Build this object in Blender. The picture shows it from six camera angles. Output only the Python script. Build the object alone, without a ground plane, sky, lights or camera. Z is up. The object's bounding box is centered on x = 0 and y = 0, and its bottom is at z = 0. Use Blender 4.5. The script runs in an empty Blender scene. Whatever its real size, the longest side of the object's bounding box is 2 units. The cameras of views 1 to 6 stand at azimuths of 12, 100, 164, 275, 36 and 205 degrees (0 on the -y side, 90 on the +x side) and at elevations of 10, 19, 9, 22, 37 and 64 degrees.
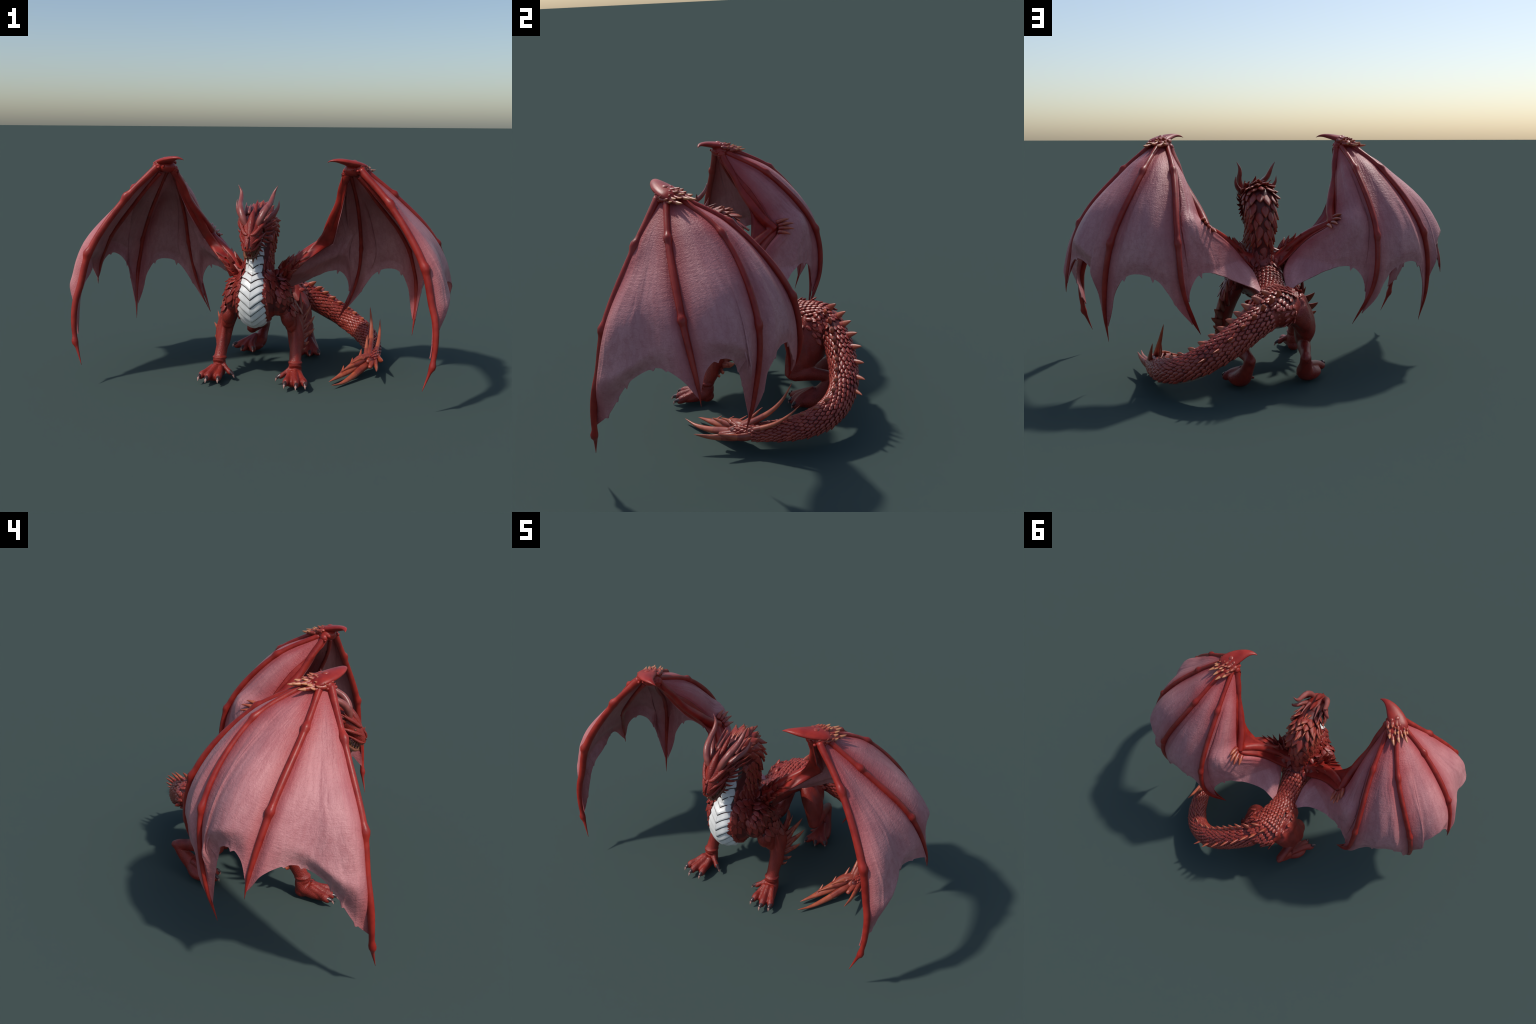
# A red winged dragon on four legs, built part by part.
import bpy, bmesh, math, random
import numpy as np
from mathutils import Vector, Matrix
from mathutils.bvhtree import BVHTree

random.seed(7)
RNG = np.random.default_rng(7)
scene = bpy.context.scene
COL = scene.collection
V = lambda *a: np.array(a, float)

# ------------------------------------------------------------------ helpers
def norm(v):
    v = np.asarray(v, float)
    return v / (np.linalg.norm(v, axis=-1, keepdims=True) + 1e-12)

def mirror(p):
    p = np.array(p, float); p[..., 0] *= -1
    return p

def spline(pts, n):
    """Catmull-Rom (centripetal-ish, uniform by chord) through rows of pts; n samples."""
    P = np.array(pts, float)
    if len(P) == 2:
        t = np.linspace(0, 1, n)[:, None]
        return P[0] * (1 - t) + P[1] * t
    d = np.linalg.norm(np.diff(P[:, :3], axis=0), axis=1) ** 0.75 + 1e-6
    k = np.concatenate([[0], np.cumsum(d)])
    T = np.zeros_like(P)
    for i in range(len(P)):
        if i == 0: T[i] = (P[1] - P[0]) / (k[1] - k[0])
        elif i == len(P) - 1: T[i] = (P[-1] - P[-2]) / (k[-1] - k[-2])
        else:
            h0, h1 = k[i] - k[i-1], k[i+1] - k[i]
            T[i] = ((P[i]-P[i-1])/h0*h1 + (P[i+1]-P[i])/h1*h0) / (h0 + h1)
    s = np.linspace(0, k[-1], n)
    out = np.zeros((n, P.shape[1]))
    idx = np.clip(np.searchsorted(k, s, side='right') - 1, 0, len(P) - 2)
    for j, (i, sv) in enumerate(zip(idx, s)):
        h = k[i+1] - k[i]; u = (sv - k[i]) / h
        h00 = 2*u**3-3*u**2+1; h10 = u**3-2*u**2+u; h01 = -2*u**3+3*u**2; h11 = u**3-u**2
        out[j] = h00*P[i] + h10*h*T[i] + h01*P[i+1] + h11*h*T[i+1]
    return out

def arc_resample(pts, n):
    P = np.array(pts, float)
    d = np.linalg.norm(np.diff(P[:, :3], axis=0), axis=1)
    k = np.concatenate([[0], np.cumsum(d)])
    s = np.linspace(0, k[-1], n)
    return np.stack([np.interp(s, k, P[:, c]) for c in range(P.shape[1])], 1)

class Geo:
    """verts/faces/material indices accumulator"""
    def __init__(self):
        self.v, self.f, self.m = [], [], []; self.n = 0
    def add(self, v, f, mat=0):
        v = np.asarray(v, float).reshape(-1, 3)
        self.v.append(v); o = self.n
        self.f += [tuple(i + o for i in q) for q in f]
        if np.isscalar(mat): self.m += [mat] * len(f)
        else: self.m += list(mat)
        self.n += len(v)
    def verts(self): return np.concatenate(self.v) if self.v else np.zeros((0, 3))
    def mesh(self, name, mats, smooth=True):
        me = bpy.data.meshes.new(name)
        me.from_pydata(self.verts().tolist(), [], self.f)
        for m in mats: me.materials.append(m)
        if len(mats) > 1: me.polygons.foreach_set('material_index', self.m)
        me.polygons.foreach_set('use_smooth', [smooth] * len(me.polygons))
        me.update()
        return me

def obj(name, me, parent=None, mw=None):
    o = bpy.data.objects.new(name, me)
    COL.objects.link(o)
    if parent is not None: o.parent = parent
    if mw is not None: o.matrix_world = mw
    return o

def frames(C, side):
    """tangent, lateral, up for each sample of centre line C"""
    t = norm(np.gradient(C, axis=0))
    side = np.asarray(side, float)
    if side.ndim == 1: side = np.repeat(side[None], len(C), 0)
    a = norm(side - (side * t).sum(1, keepdims=True) * t)
    b = np.cross(t, a)
    return t, a, b

def loft(st, n=24, k=16, side=(1, 0, 0), power=2.0, cap=True, keel=0.0):
    """st rows: x y z ra rb ; returns verts, faces"""
    S = spline(st, n)
    C, ra, rb = S[:, :3], np.maximum(S[:, 3], 1e-4), np.maximum(S[:, 4], 1e-4)
    t, a, b = frames(C, side)
    th = np.linspace(0, 2*math.pi, k, endpoint=False)
    c, s = np.cos(th), np.sin(th)
    if power != 2:
        c = np.sign(c)*np.abs(c)**(2/power); s = np.sign(s)*np.abs(s)**(2/power)
    v = C[:, None] + a[:, None]*(ra[:, None]*c[None])[..., None] + b[:, None]*(rb[:, None]*s[None])[..., None]
    v = v.reshape(-1, 3)
    f = [(i*k+j, i*k+(j+1) % k, (i+1)*k+(j+1) % k, (i+1)*k+j) for i in range(n-1) for j in range(k)]
    if cap:
        e0 = C[0] - t[0]*min(ra[0], rb[0])*0.5; e1 = C[-1] + t[-1]*min(ra[-1], rb[-1])*0.5
        v = np.concatenate([v, [e0, e1]])
        f += [(len(v)-2, (j+1) % k, j) for j in range(k)]
        o = (n-1)*k
        f += [(len(v)-1, o+j, o+(j+1) % k) for j in range(k)]
    return v, f

def ellipsoid(c, r, rot=None, nu=16, nv=10):
    v = []; f = []
    for i in range(nv+1):
        ph = math.pi*i/nv
        for j in range(nu):
            th = 2*math.pi*j/nu
            v.append((r[0]*math.sin(ph)*math.cos(th), r[1]*math.sin(ph)*math.sin(th), r[2]*math.cos(ph)))
    v = np.array(v)
    if rot is not None: v = v @ np.array(rot).T
    v = v + np.array(c)
    f = [(i*nu+j, (i+1)*nu+j, (i+1)*nu+(j+1) % nu, i*nu+(j+1) % nu) for i in range(nv) for j in range(nu)]
    return v, f

def spike(base, tip, r, bend=(0, 0, 0), n=8, k=8, flat=1.0, side=(1, 0, 0.01), rpow=1.0):
    """tapered curved horn from base to tip, bent by offset at the middle"""
    base, tip, bend = map(lambda q: np.array(q, float), (base, tip, bend))
    t = np.linspace(0, 1, n)[:, None]
    C = base*(1-t) + tip*t + bend*4*t*(1-t)
    rad = r*(1-t[:, 0])**rpow + 0.0004
    st = np.concatenate([C, rad[:, None], rad[:, None]*flat], 1)
    return loft(st, n=n, k=k, side=side)

# ------------------------------------------------------------------ materials
def new_mat(name, rough=0.45, spec=0.5):
    m = bpy.data.materials.new(name); m.use_nodes = True
    nt = m.node_tree; b = nt.nodes['Principled BSDF']
    b.inputs['Roughness'].default_value = rough
    b.inputs['Specular IOR Level'].default_value = spec
    return m, nt, b

def nd(nt, kind, **kw):
    n = nt.nodes.new(kind)
    for k, v in kw.items(): setattr(n, k, v)
    return n

def noise(nt, coord, scale, detail=3, rough=0.55):
    n = nd(nt, 'ShaderNodeTexNoise')
    n.inputs['Scale'].default_value = scale; n.inputs['Detail'].default_value = detail
    n.inputs['Roughness'].default_value = rough
    nt.links.new(coord, n.inputs['Vector'])
    return n.outputs['Fac']

def ramp(nt, fac, stops):
    r = nd(nt, 'ShaderNodeValToRGB')
    el = r.color_ramp.elements
    while len(el) < len(stops): el.new(0.5)
    for e, (p, c) in zip(el, stops):
        e.position = p; e.color = (*c, 1)
    nt.links.new(fac, r.inputs['Fac'])
    return r.outputs['Color']

def mixc(nt, fac, a, b, mode='MIX'):
    m = nd(nt, 'ShaderNodeMix', data_type='RGBA', blend_type=mode)
    for val, s in ((fac, 0), (a, 6), (b, 7)):
        if isinstance(val, (int, float)): m.inputs[s].default_value = val
        elif isinstance(val, tuple): m.inputs[s].default_value = (*val, 1)
        else: nt.links.new(val, m.inputs[s])
    return m.outputs[2]

def math_(nt, op, a, b=None, c=None, clamp=False):
    m = nd(nt, 'ShaderNodeMath', operation=op, use_clamp=clamp)
    for i, val in enumerate((a, b, c)):
        if val is None: continue
        if isinstance(val, (int, float)): m.inputs[i].default_value = val
        else: nt.links.new(val, m.inputs[i])
    return m.outputs[0]

def bump(nt, bsdf, h, strength=0.3, dist=0.002, chain=None):
    b = nd(nt, 'ShaderNodeBump')
    b.inputs['Strength'].default_value = strength; b.inputs['Distance'].default_value = dist
    nt.links.new(h, b.inputs['Height'])
    if chain is not None: nt.links.new(chain, b.inputs['Normal'])
    nt.links.new(b.outputs['Normal'], bsdf.inputs['Normal'])
    return b.outputs['Normal']

def objco(nt): return nd(nt, 'ShaderNodeTexCoord').outputs['Object']

def mottled(name, c0, c1, scale=25, rough=0.45, spec=0.5, fine=380, fstr=0.25, rand=0.0):
    m, nt, b = new_mat(name, rough, spec)
    co = objco(nt)
    col = ramp(nt, noise(nt, co, scale, 4), [(0.34, c0), (0.66, c1)])
    if rand:
        oi = nd(nt, 'ShaderNodeObjectInfo')
        col = mixc(nt, math_(nt, 'MULTIPLY', oi.outputs['Random'], rand), col, tuple(x*0.55 for x in c0))
    nt.links.new(col, b.inputs['Base Color'])
    bump(nt, b, noise(nt, co, fine, 3), fstr, 0.002)
    return m

RED0, RED1 = (0.20, 0.015, 0.010), (0.30, 0.029, 0.017)
def scaly_skin(name, c0, c1, cell, rough, spec):
    m, nt, b = new_mat(name, rough, spec)
    co = objco(nt)
    col = ramp(nt, noise(nt, co, 16, 4), [(0.34, c0), (0.66, c1)])
    wv = nd(nt, 'ShaderNodeTexVoronoi', feature='DISTANCE_TO_EDGE'); wv.inputs['Scale'].default_value = cell
    nt.links.new(co, wv.inputs['Vector'])
    seam = ramp(nt, wv.outputs['Distance'], [(0.0, (1, 1, 1)), (0.10, (0, 0, 0))])
    col = mixc(nt, math_(nt, 'MULTIPLY', seam, .40), col, tuple(x*.42 for x in c0))
    nt.links.new(col, b.inputs['Base Color'])
    n1 = bump(nt, b, noise(nt, co, 260, 3), .25, .002)
    bump(nt, b, ramp(nt, wv.outputs['Distance'], [(0.0, (0, 0, 0)), (0.30, (1, 1, 1))]), .40, .0018, n1)
    return m
M_SKIN = scaly_skin('red_scaly_skin', RED0, RED1, 150, 0.40, 0.42)
M_GAP_SHADE = mottled('red_skin_darkened_for_gap_shade', (0.075, 0.010, 0.010), (0.13, 0.014, 0.012), 30, 0.5, 0.4, 260, 0.4)  # skin red painted darker to show crevice shadow between scales
M_SCALE = mottled('red_scale', (0.24, 0.024, 0.016), (0.36, 0.048, 0.028), 22, 0.36, 0.6, 240, 0.35)
M_SCALE_DARK = mottled('deep_red_scale', (0.17, 0.014, 0.011), (0.28, 0.026, 0.016), 22, 0.38, 0.55, 240, 0.35)
M_TIP = mottled('amber_horn_tip', (0.50, 0.17, 0.075), (0.62, 0.26, 0.12), 40, 0.35, 0.6, 200, 0.2)
M_ORANGE = mottled('orange_red_horn', (0.33, 0.060, 0.030), (0.43, 0.10, 0.045), 30, 0.38, 0.55, 200, 0.25)
M_HORN = mottled('mauve_brown_horn', (0.20, 0.045, 0.04), (0.30, 0.075, 0.06), 30, 0.35, 0.55, 160, 0.4)
M_CLAW = mottled('dark_claw', (0.035, 0.018, 0.018), (0.075, 0.03, 0.03), 60, 0.3, 0.6, 200, 0.2)
M_CLAWTIP = mottled('pale_claw_tip', (0.42, 0.20, 0.17), (0.52, 0.28, 0.23), 60, 0.3, 0.6, 200, 0.2)
M_WHITE = mottled('ivory_breast_plate', (0.62, 0.61, 0.58), (0.74, 0.73, 0.70), 20, 0.38, 0.5, 200, 0.15)
M_BELLY = mottled('grey_belly_skin', (0.22, 0.18, 0.16), (0.32, 0.27, 0.24), 30, 0.5, 0.4, 200, 0.3)
M_GROOVE = mottled('dark_plate_seam', (0.06, 0.045, 0.04), (0.10, 0.07, 0.06), 30, 0.6, 0.3, 200, 0.3)
M_JAW = mottled('brown_jaw_skin', (0.13, 0.035, 0.018), (0.22, 0.065, 0.028), 60, 0.42, 0.5, 200, 0.4)
M_TOOTH = mottled('amber_tooth', (0.16, 0.065, 0.03), (0.24, 0.105, 0.045), 60, 0.4, 0.5, 200, 0.2)
M_EYE = mottled('black_amber_eye', (0.02, 0.008, 0.004), (0.10, 0.04, 0.01), 90, 0.12, 0.7, 50, 0.05)
M_BONE = mottled('wing_bone_red', (0.24, 0.013, 0.009), (0.35, 0.026, 0.016), 20, 0.40, 0.38, 260, 0.3)
M_FIN = mottled('brown_red_fin', (0.21, 0.030, 0.020), (0.31, 0.055, 0.032), 40, 0.40, 0.5, 160, 0.35)

# ------------------------------------------------------------------ body skeleton (lofts and lumps)
BODY = Geo()
SAMPLES = []      # (x,y,z,r,label)
LABELS = ['head', 'neck', 'torso', 'forelimb_l', 'forelimb_r', 'hindlimb_l', 'hindlimb_r', 'tail', 'arm_l', 'arm_r']

def add_loft(label, st, n=24, k=20, side=(1, 0, 0), **kw):
    v, f = loft(st, n, k, side, **kw)
    BODY.add(v, f)
    S = spline(st, n)
    for r in S: SAMPLES.append((*r[:3], 0.5*(r[3]+r[4]), LABELS.index(label)))

def add_ball(label, c, r, rot=None):
    v, f = ellipsoid(c, r, rot); BODY.add(v, f)
    SAMPLES.append((*c, float(np.mean(r)), LABELS.index(label)))

# neck: upright column, deep front to back, wider at the crown
NECK = [(0, -0.155, 0.45, .10, .14), (0, -0.190, 0.54, .088, .148), (0, -0.183, 0.62, .071, .147), (0, -0.152, 0.70, .068, .130),
        (0, -0.138, 0.77, .075, .114), (0, -0.152, 0.83, .080, .102), (0, -0.198, 0.862, .077, .074), (0, -0.255, 0.870, .066, .052)]
add_loft('neck', NECK, 40, 28)
# rib cage and breast
add_ball('torso', (0, -0.255, 0.47), (0.118, 0.150, 0.165))
add_ball('torso', (0, -0.21, 0.42), (0.120, 0.150, 0.100))
TORSO = [(0, -0.20, 0.45, .13, .12), (0, -0.10, 0.44, .11, .102), (0, -0.02, 0.425, .090, .088), (0, 0.06, 0.402, .078, .074), (0.003, 0.13, 0.388, .075, .066),
         (0.012, 0.20, 0.386, .083, .068), (0.024, 0.27, 0.388, .100, .076), (0.042, 0.335, 0.382, .110, .080), (0.09, 0.388, 0.356, .088, .070)]
add_loft('torso', TORSO, 36, 28)
# tail sweeping to the left and forward
TAIL = [(0.05, 0.33, 0.375, .092, .078), (0.10, 0.388, 0.358, .076, .068), (0.16, 0.425, 0.332, .070, .065), (0.22, 0.449, 0.300, .068, .064),
        (0.30, 0.468, 0.252, .066, .063), (0.38, 0.472, 0.206, .064, .061), (0.446, 0.450, 0.166, .063, .058), (0.508, 0.404, 0.134, .061, .056),
        (0.555, 0.330, 0.110, .057, .053), (0.581, 0.245, 0.094, .051, .047), (0.594, 0.150, 0.084, .043, .040), (0.596, 0.065, 0.080, .033, .032),
        (0.590, -0.015, 0.077, .020, .020)]
add_loft('tail', TAIL, 70, 24, side=(0, 0, 1))
# skull
HEAD = [(0, -0.225, 0.868, .060, .046), (0, -0.295, 0.862, .062, .040), (0, -0.350, 0.842, .056, .044), (0, -0.388, 0.808, .046, .042),
        (0, -0.415, 0.776, .036, .036), (0, -0.436, 0.748, .028, .029), (0, -0.445, 0.730, .020, .020)]
add_loft('head', HEAD, 30, 24)
JAW = [(0, -0.315, 0.815, .050, .032), (0, -0.350, 0.765, .042, .026), (0, -0.378, 0.722, .031, .020), (0, -0.405, 0.699, .024, .014), (0, -0.424, 0.700, .015, .009)]
add_loft('head', JAW, 20, 20)

def limb_front(sg, lab, armlab):
    X = lambda *p: (sg*p[0],) + tuple(p[1:])
    # shoulder and foreleg
    add_ball(lab, X(.112, -.205, .450), (.066, .096, .094))
    add_loft(lab, [X(.112, -.17, .46, .056, .080), X(.140, -.155, .40, .052, .070), X(.172, -.132, .345, .048, .058), X(.190, -.132, .295, .047, .052),
                   X(.200, -.152, .235, .042, .044), X(.203, -.185, .165, .035, .036), X(.206, -.212, .118, .032, .033), X(.209, -.235, .085, .034, .032)], 30, 20)
    add_ball(lab, X(.158, -.200, .355), (.040, .046, .062))           # biceps
    add_ball(lab, X(.170, -.178, .31), (.034, .034, .05))
    # cuff ring above the paw
    th = np.linspace(0, 2*math.pi, 21)
    ring = [(sg*(.207+.0345*math.cos(a)), -.219+.035*math.sin(a), .109-.006*math.sin(a)*1.0, .0055, .0055) for a in th]
    add_loft(lab, ring, 40, 8, side=(0, 0, 1), cap=False)
    # palm and four toes
    add_loft(lab, [X(.208, -.218, .090, .033, .033), X(.209, -.224, .055, .037, .036), X(.216, -.265, .043, .045, .035), X(.224, -.315, .034, .052, .026), X(.228, -.335, .028, .048, .02)], 14, 20)
    add_ball(lab, X(.208, -.222, .032), (.034, .036, .031))
    for a, b, c, d, r in TOES_F:
        add_loft(lab, [X(*a, r*1.02, r), X(*b, r*.95, r*.95), X(*c, r*1.15, r*1.22), X(*d, r*.74, r*.78)], 14, 12)
    # wing arm
    add_loft(armlab, [X(.05, -.105, .515, .050, .052), X(.115, -.095, .560, .040, .046), X(.175, -.065, .625, .026, .032), X(.245, -.02, .685, .022, .024), X(.320, .050, .738, .020, .020)], 24, 18, side=(0, 0, 1))
    add_loft(armlab, [X(.325, .075, .738, .024, .026), X(.340, .005, .790, .026, .026), X(.369, -.057, .860, .024, .024), X(.412, -.138, .975, .018, .020), X(.436, -.190, 1.065, .018, .020), X(.455, -.222, 1.115, .022, .024)], 28, 16, side=(0, 1, 0))

TOES_F = [((.190, -.262, .066), (.183, -.308, .050), (.181, -.345, .040), (.179, -.366, .030), .0165),
          ((.212, -.262, .072), (.226, -.315, .056), (.235, -.350, .042), (.238, -.374, .030), .0175),
          ((.232, -.258, .068), (.258, -.305, .052), (.275, -.336, .040), (.281, -.354, .030), .0165),
          ((.185, -.232, .080), (.158, -.256, .058), (.138, -.268, .042), (.130, -.272, .036), .0125)]
CLAWS_F = [((.179, -.360, .034), (.176, -.388, .019)), ((.238, -.368, .034), (.239, -.400, .019)), ((.281, -.349, .034), (.286, -.377, .020)), ((.133, -.270, .038), (.111, -.280, .017))]
limb_front(1, 'forelimb_l', 'arm_l')
limb_front(-1, 'forelimb_r', 'arm_r')

# hind legs: crouched, given separately because the hips are turned
HIND = {
 'hindlimb_l': dict(hip=(.100, .325, .385), knee=(.211, .205, .150), hock=(.184, .410, .150), ball=(.218, .268, .036),
                    toes=[(.168, .205, .030), (.222, .212, .028), (.268, .232, .030)], claws=[(.160, .183, .020), (.227, .190, .018), (.282, .214, .022)], thumb=(.140, .285, .03), heel=(.206, .340, .044)),
 'hindlimb_r': dict(hip=(-.048, .310, .380), knee=(-.129, .205, .146), hock=(-.078, .422, .147), ball=(-.150, .275, .036),
                    toes=[(-.118, .208, .030), (-.176, .206, .032), (-.220, .228, .044)], claws=[(-.115, .187, .020), (-.186, .184, .022), (-.243, .206, .040)], thumb=(-.072, .285, .03), heel=(-.102, .335, .044)),
}
for lab, h in HIND.items():
    hip, knee, hock, ball = [np.array(h[q]) for q in ('hip', 'knee', 'hock', 'ball')]
    sg = 1 if lab.endswith('l') else -1
    out = V(sg, 0, 0)
    hw_ = .010 if sg > 0 else .026
    if sg < 0: add_loft(lab, [(-.03, .14, .385, .050, .055), (-.055, .22, .375, .058, .070), (-.070, .29, .355, .058, .085), (-.05, .35, .36, .05, .07)], 14, 18)
    add_loft(lab, [(*(hip+V(0, .008, 0)), .060, .088), (*(hip*.72+knee*.28+out*hw_+V(0, .006, 0)), .056, .096), (*(hip*.45+knee*.55+out*(hw_+.002)), .049, .086), (*(hip*.2+knee*.8+out*.006), .037, .058), (*knee, .026, .034)], 22, 22)
    add_loft(lab, [(*(knee+V(0, .01, .012)), .026, .030), (*(knee*.6+hock*.4+V(0, 0, .022)), .033, .038), (*(knee*.25+hock*.75+V(0, 0, .010)), .026, .029), (*hock, .022, .026), (*(hock+V(0, .018, .006)), .012, .014)], 18, 16)
    heel = np.array(h['heel'])
    add_loft(lab, [(*(hock+V(0, -.004, .008)), .026, .024), (*(hock*.5+heel*.5+V(0, -.006, 0)), .031, .033), (*(heel+V(0, -.008, .012)), .043, .040), (*(heel*.5+ball*.5), .050, .040), (*ball, .050, .033), (*(ball+V(0, -.028, -.004)), .046, .026)], 22, 18)
    for t, c in zip(h['toes'], h['claws']):
        t = np.array(t); m = ball*.45+t*.55+V(0, 0, .020)
        add_loft(lab, [(*(hock*.35+ball*.65+V(0, 0, .014)), .017, .017), (*m, .0195, .0195), (*t, .0195, .020), (*(t*.5+np.array(c)*.5+V(0, 0, .002)), .012, .012)], 12, 12)
    th = np.array(h['thumb'])
    add_loft(lab, [(*(ball+V(0, .035, .02)), .018, .018), (*(ball*.4+th*.6+V(0, 0.01, .008)), .012, .013), (*th, .006, .006)], 8, 10)

# ------------------------------------------------------------------ fuse and smooth the body skin
me0 = BODY.mesh('raw', [M_SKIN])
tmp = obj('raw', me0)
rm = tmp.modifiers.new('r', 'REMESH'); rm.mode = 'VOXEL'; rm.voxel_size = 0.0038; rm.adaptivity = 0
dg = bpy.context.evaluated_depsgraph_get()
ev = tmp.evaluated_get(dg)
skin = bpy.data.meshes.new_from_object(ev)
bpy.data.objects.remove(tmp)

nv = len(skin.vertices)
co = np.zeros(nv*3); skin.vertices.foreach_get('co', co); co = co.reshape(-1, 3)
ed = np.zeros(len(skin.edges)*2, int); skin.edges.foreach_get('vertices', ed); ed = ed.reshape(-1, 2)
deg = np.bincount(ed.ravel(), minlength=nv).astype(float)
def laplace(x):
    o = np.zeros_like(x)
    for c in range(x.shape[1]):
        o[:, c] = np.bincount(ed[:, 0], x[ed[:, 1], c], nv) + np.bincount(ed[:, 1], x[ed[:, 0], c], nv)
    return o/deg[:, None]
SA = np.array(SAMPLES)
lab = np.zeros(nv, int); best = np.full(nv, 1e9)
for i in range(0, nv, 20000):
    d = np.linalg.norm(co[i:i+20000, None]-SA[None, :, :3], axis=2) - SA[None, :, 3]
    lab[i:i+20000] = SA[np.argmin(d, 1), 4].astype(int)
# smooth: more on the trunk than on head and paws
amt = np.array([.35, .8, .8, .55, .55, .6, .6, .7, .6, .6])[lab][:, None]
for _ in range(3): amt = laplace(amt)
paw = ((lab >= 3) & (lab <= 6) & (co[:, 2] < 0.13))[:, None]
amt = np.where(paw, .25, amt)
for it in range(14):
    L = laplace(co); co = co + (L-co)*amt*(0.6)
    if it % 2: co = co - (laplace(co)-co)*amt*0.25

def vnormals(me, co):
    me.vertices.foreach_set('co', co.ravel()); me.update()
    n = np.zeros(nv*3); me.vertex_normals.foreach_get('vector', n); return n.reshape(-1, 3)
N = vnormals(skin, co)
# muscle ridges on thighs, forearms, wing arms ; fine wrinkles
x, y, z = co.T
disp = np.zeros(nv)
hl = (lab == 5) | (lab == 6)
disp += hl*np.clip((z-.17)/.08, 0, 1)*(np.sin(y*95+x*10+z*14)*.0035)
fl = (lab == 3) | (lab == 4)
ang = np.arctan2(y+.16, np.abs(x)-.2)
disp += fl*np.clip((z-.13)/.05, 0, 1)*np.clip((.40-z)/.05, 0, 1)*np.sin(ang*4+z*9)*.0042
wr = fl*np.exp(-((z-.088)/.012)**2)
disp += wr*np.sin(z*900)*.0009
al = (lab == 8) | (lab == 9)
disp += al*np.sin((x*sum([0])+y*30+z*75-np.abs(x)*50))*.0022
co = co + N*disp[:, None]
# keep the feet on the ground
co[:, 2] = np.where(co[:, 2] < 0.004, 0.004+(co[:, 2]-0.004)*0.12, co[:, 2])
N = vnormals(skin, co)
skin.polygons.foreach_set('use_smooth', [True]*len(skin.polygons))
bvh = BVHTree.FromPolygons(co.tolist(), [tuple(p.vertices) for p in skin.polygons])
kd_co, kd_n, kd_lab = co, N, lab

def snap(p):
    l, n, i, d = bvh.find_nearest(Vector(p))
    return np.array(l), np.array(n)
def shoot(p, d, dist=0.6):
    l, n, i, dd = bvh.ray_cast(Vector(p), Vector(d), dist)
    return (None, None) if l is None else (np.array(l), np.array(n))

# ------------------------------------------------------------------ the thing and its skin parts
root = bpy.data.objects.new('dragon', None); COL.objects.link(root)
root['label'] = 'crouching red dragon with spread bat wings and white breast plates'
root['category'] = 'dragon'

polys = np.array([tuple(p.vertices) for p in skin.polygons])
plab = np.array([np.bincount(lab[q]).argmax() for q in polys])
PARTS = {}
def split(names, obname, parent, mats, matfn=None):
    ids = [LABELS.index(q) for q in names]
    fs = polys[np.isin(plab, ids)]
    used, inv = np.unique(fs, return_inverse=True)
    me = bpy.data.meshes.new(obname)
    me.from_pydata(co[used].tolist(), [], inv.reshape(-1, 4).tolist())
    for m in mats: me.materials.append(m)
    if matfn is not None:
        me.polygons.foreach_set('material_index', matfn(co[fs].mean(1), N[fs].mean(1)).astype(int).tolist())
    me.polygons.foreach_set('use_smooth', [True]*len(me.polygons))
    me.normals_split_custom_set_from_vertices(N[used].tolist())
    o = obj(obname, me, parent)
    return o

TAILC = spline(TAIL, 70)
def hide_torso(c, n):      # grey belly under, shade-darkened skin below the upper scales
    m = np.where((n[:, 2] < -0.75) & (c[:, 1] > -.20), 1, 0)
    m = np.where((n[:, 2] > .46) & (c[:, 1] > -.12) | (c[:, 2] > .40) & (c[:, 1] < -.02), 3, m)
    return np.where((np.abs(c[:, 0]) < .062) & (c[:, 1] < -.19) & (n[:, 1]*.8+n[:, 2]*.6 < -.35), 2, m)
def hide_tail(c, n):
    d = np.linalg.norm(c[:, None]-TAILC[None, :, :3], axis=2); i = d.argmin(1)
    return np.where((c[:, 2]-TAILC[i, 2]) < -0.80*TAILC[i, 4], 1, 0)
NECK_O = split(['neck'], 'neck', root, [M_GAP_SHADE, M_GROOVE], lambda c, n: (np.abs(c[:, 0]) < .05) & (n[:, 1] < -.4) & (c[:, 1] < -.2) & (c[:, 2] < .79))
HEAD_O = split(['head'], 'head', root, [M_SKIN, M_JAW], lambda c, n: ((c[:, 2]-.735 < (-.40-c[:, 1])*0.9+0.012) & (c[:, 2] < .745) & (c[:, 1] > -.445) & (n[:, 2] < .5)))
TORSO_O = split(['torso'], 'torso', root, [M_SKIN, M_BELLY, M_GROOVE, M_GAP_SHADE], hide_torso)
TAIL_O = split(['tail'], 'tail', root, [M_GAP_SHADE, M_BELLY], hide_tail)
FORE = {1: split(['forelimb_l'], 'forelimb', root, [M_SKIN, M_GAP_SHADE], lambda c, n: (c[:, 2] > .385)), -1: split(['forelimb_r'], 'forelimb', root, [M_SKIN, M_GAP_SHADE], lambda c, n: (c[:, 2] > .385))}
HINDO = {1: split(['hindlimb_l'], 'hindlimb', root, [M_SKIN]), -1: split(['hindlimb_r'], 'hindlimb', root, [M_SKIN])}
WING = {1: split(['arm_l'], 'wing', root, [M_BONE]), -1: split(['arm_r'], 'wing', root, [M_BONE])}

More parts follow.
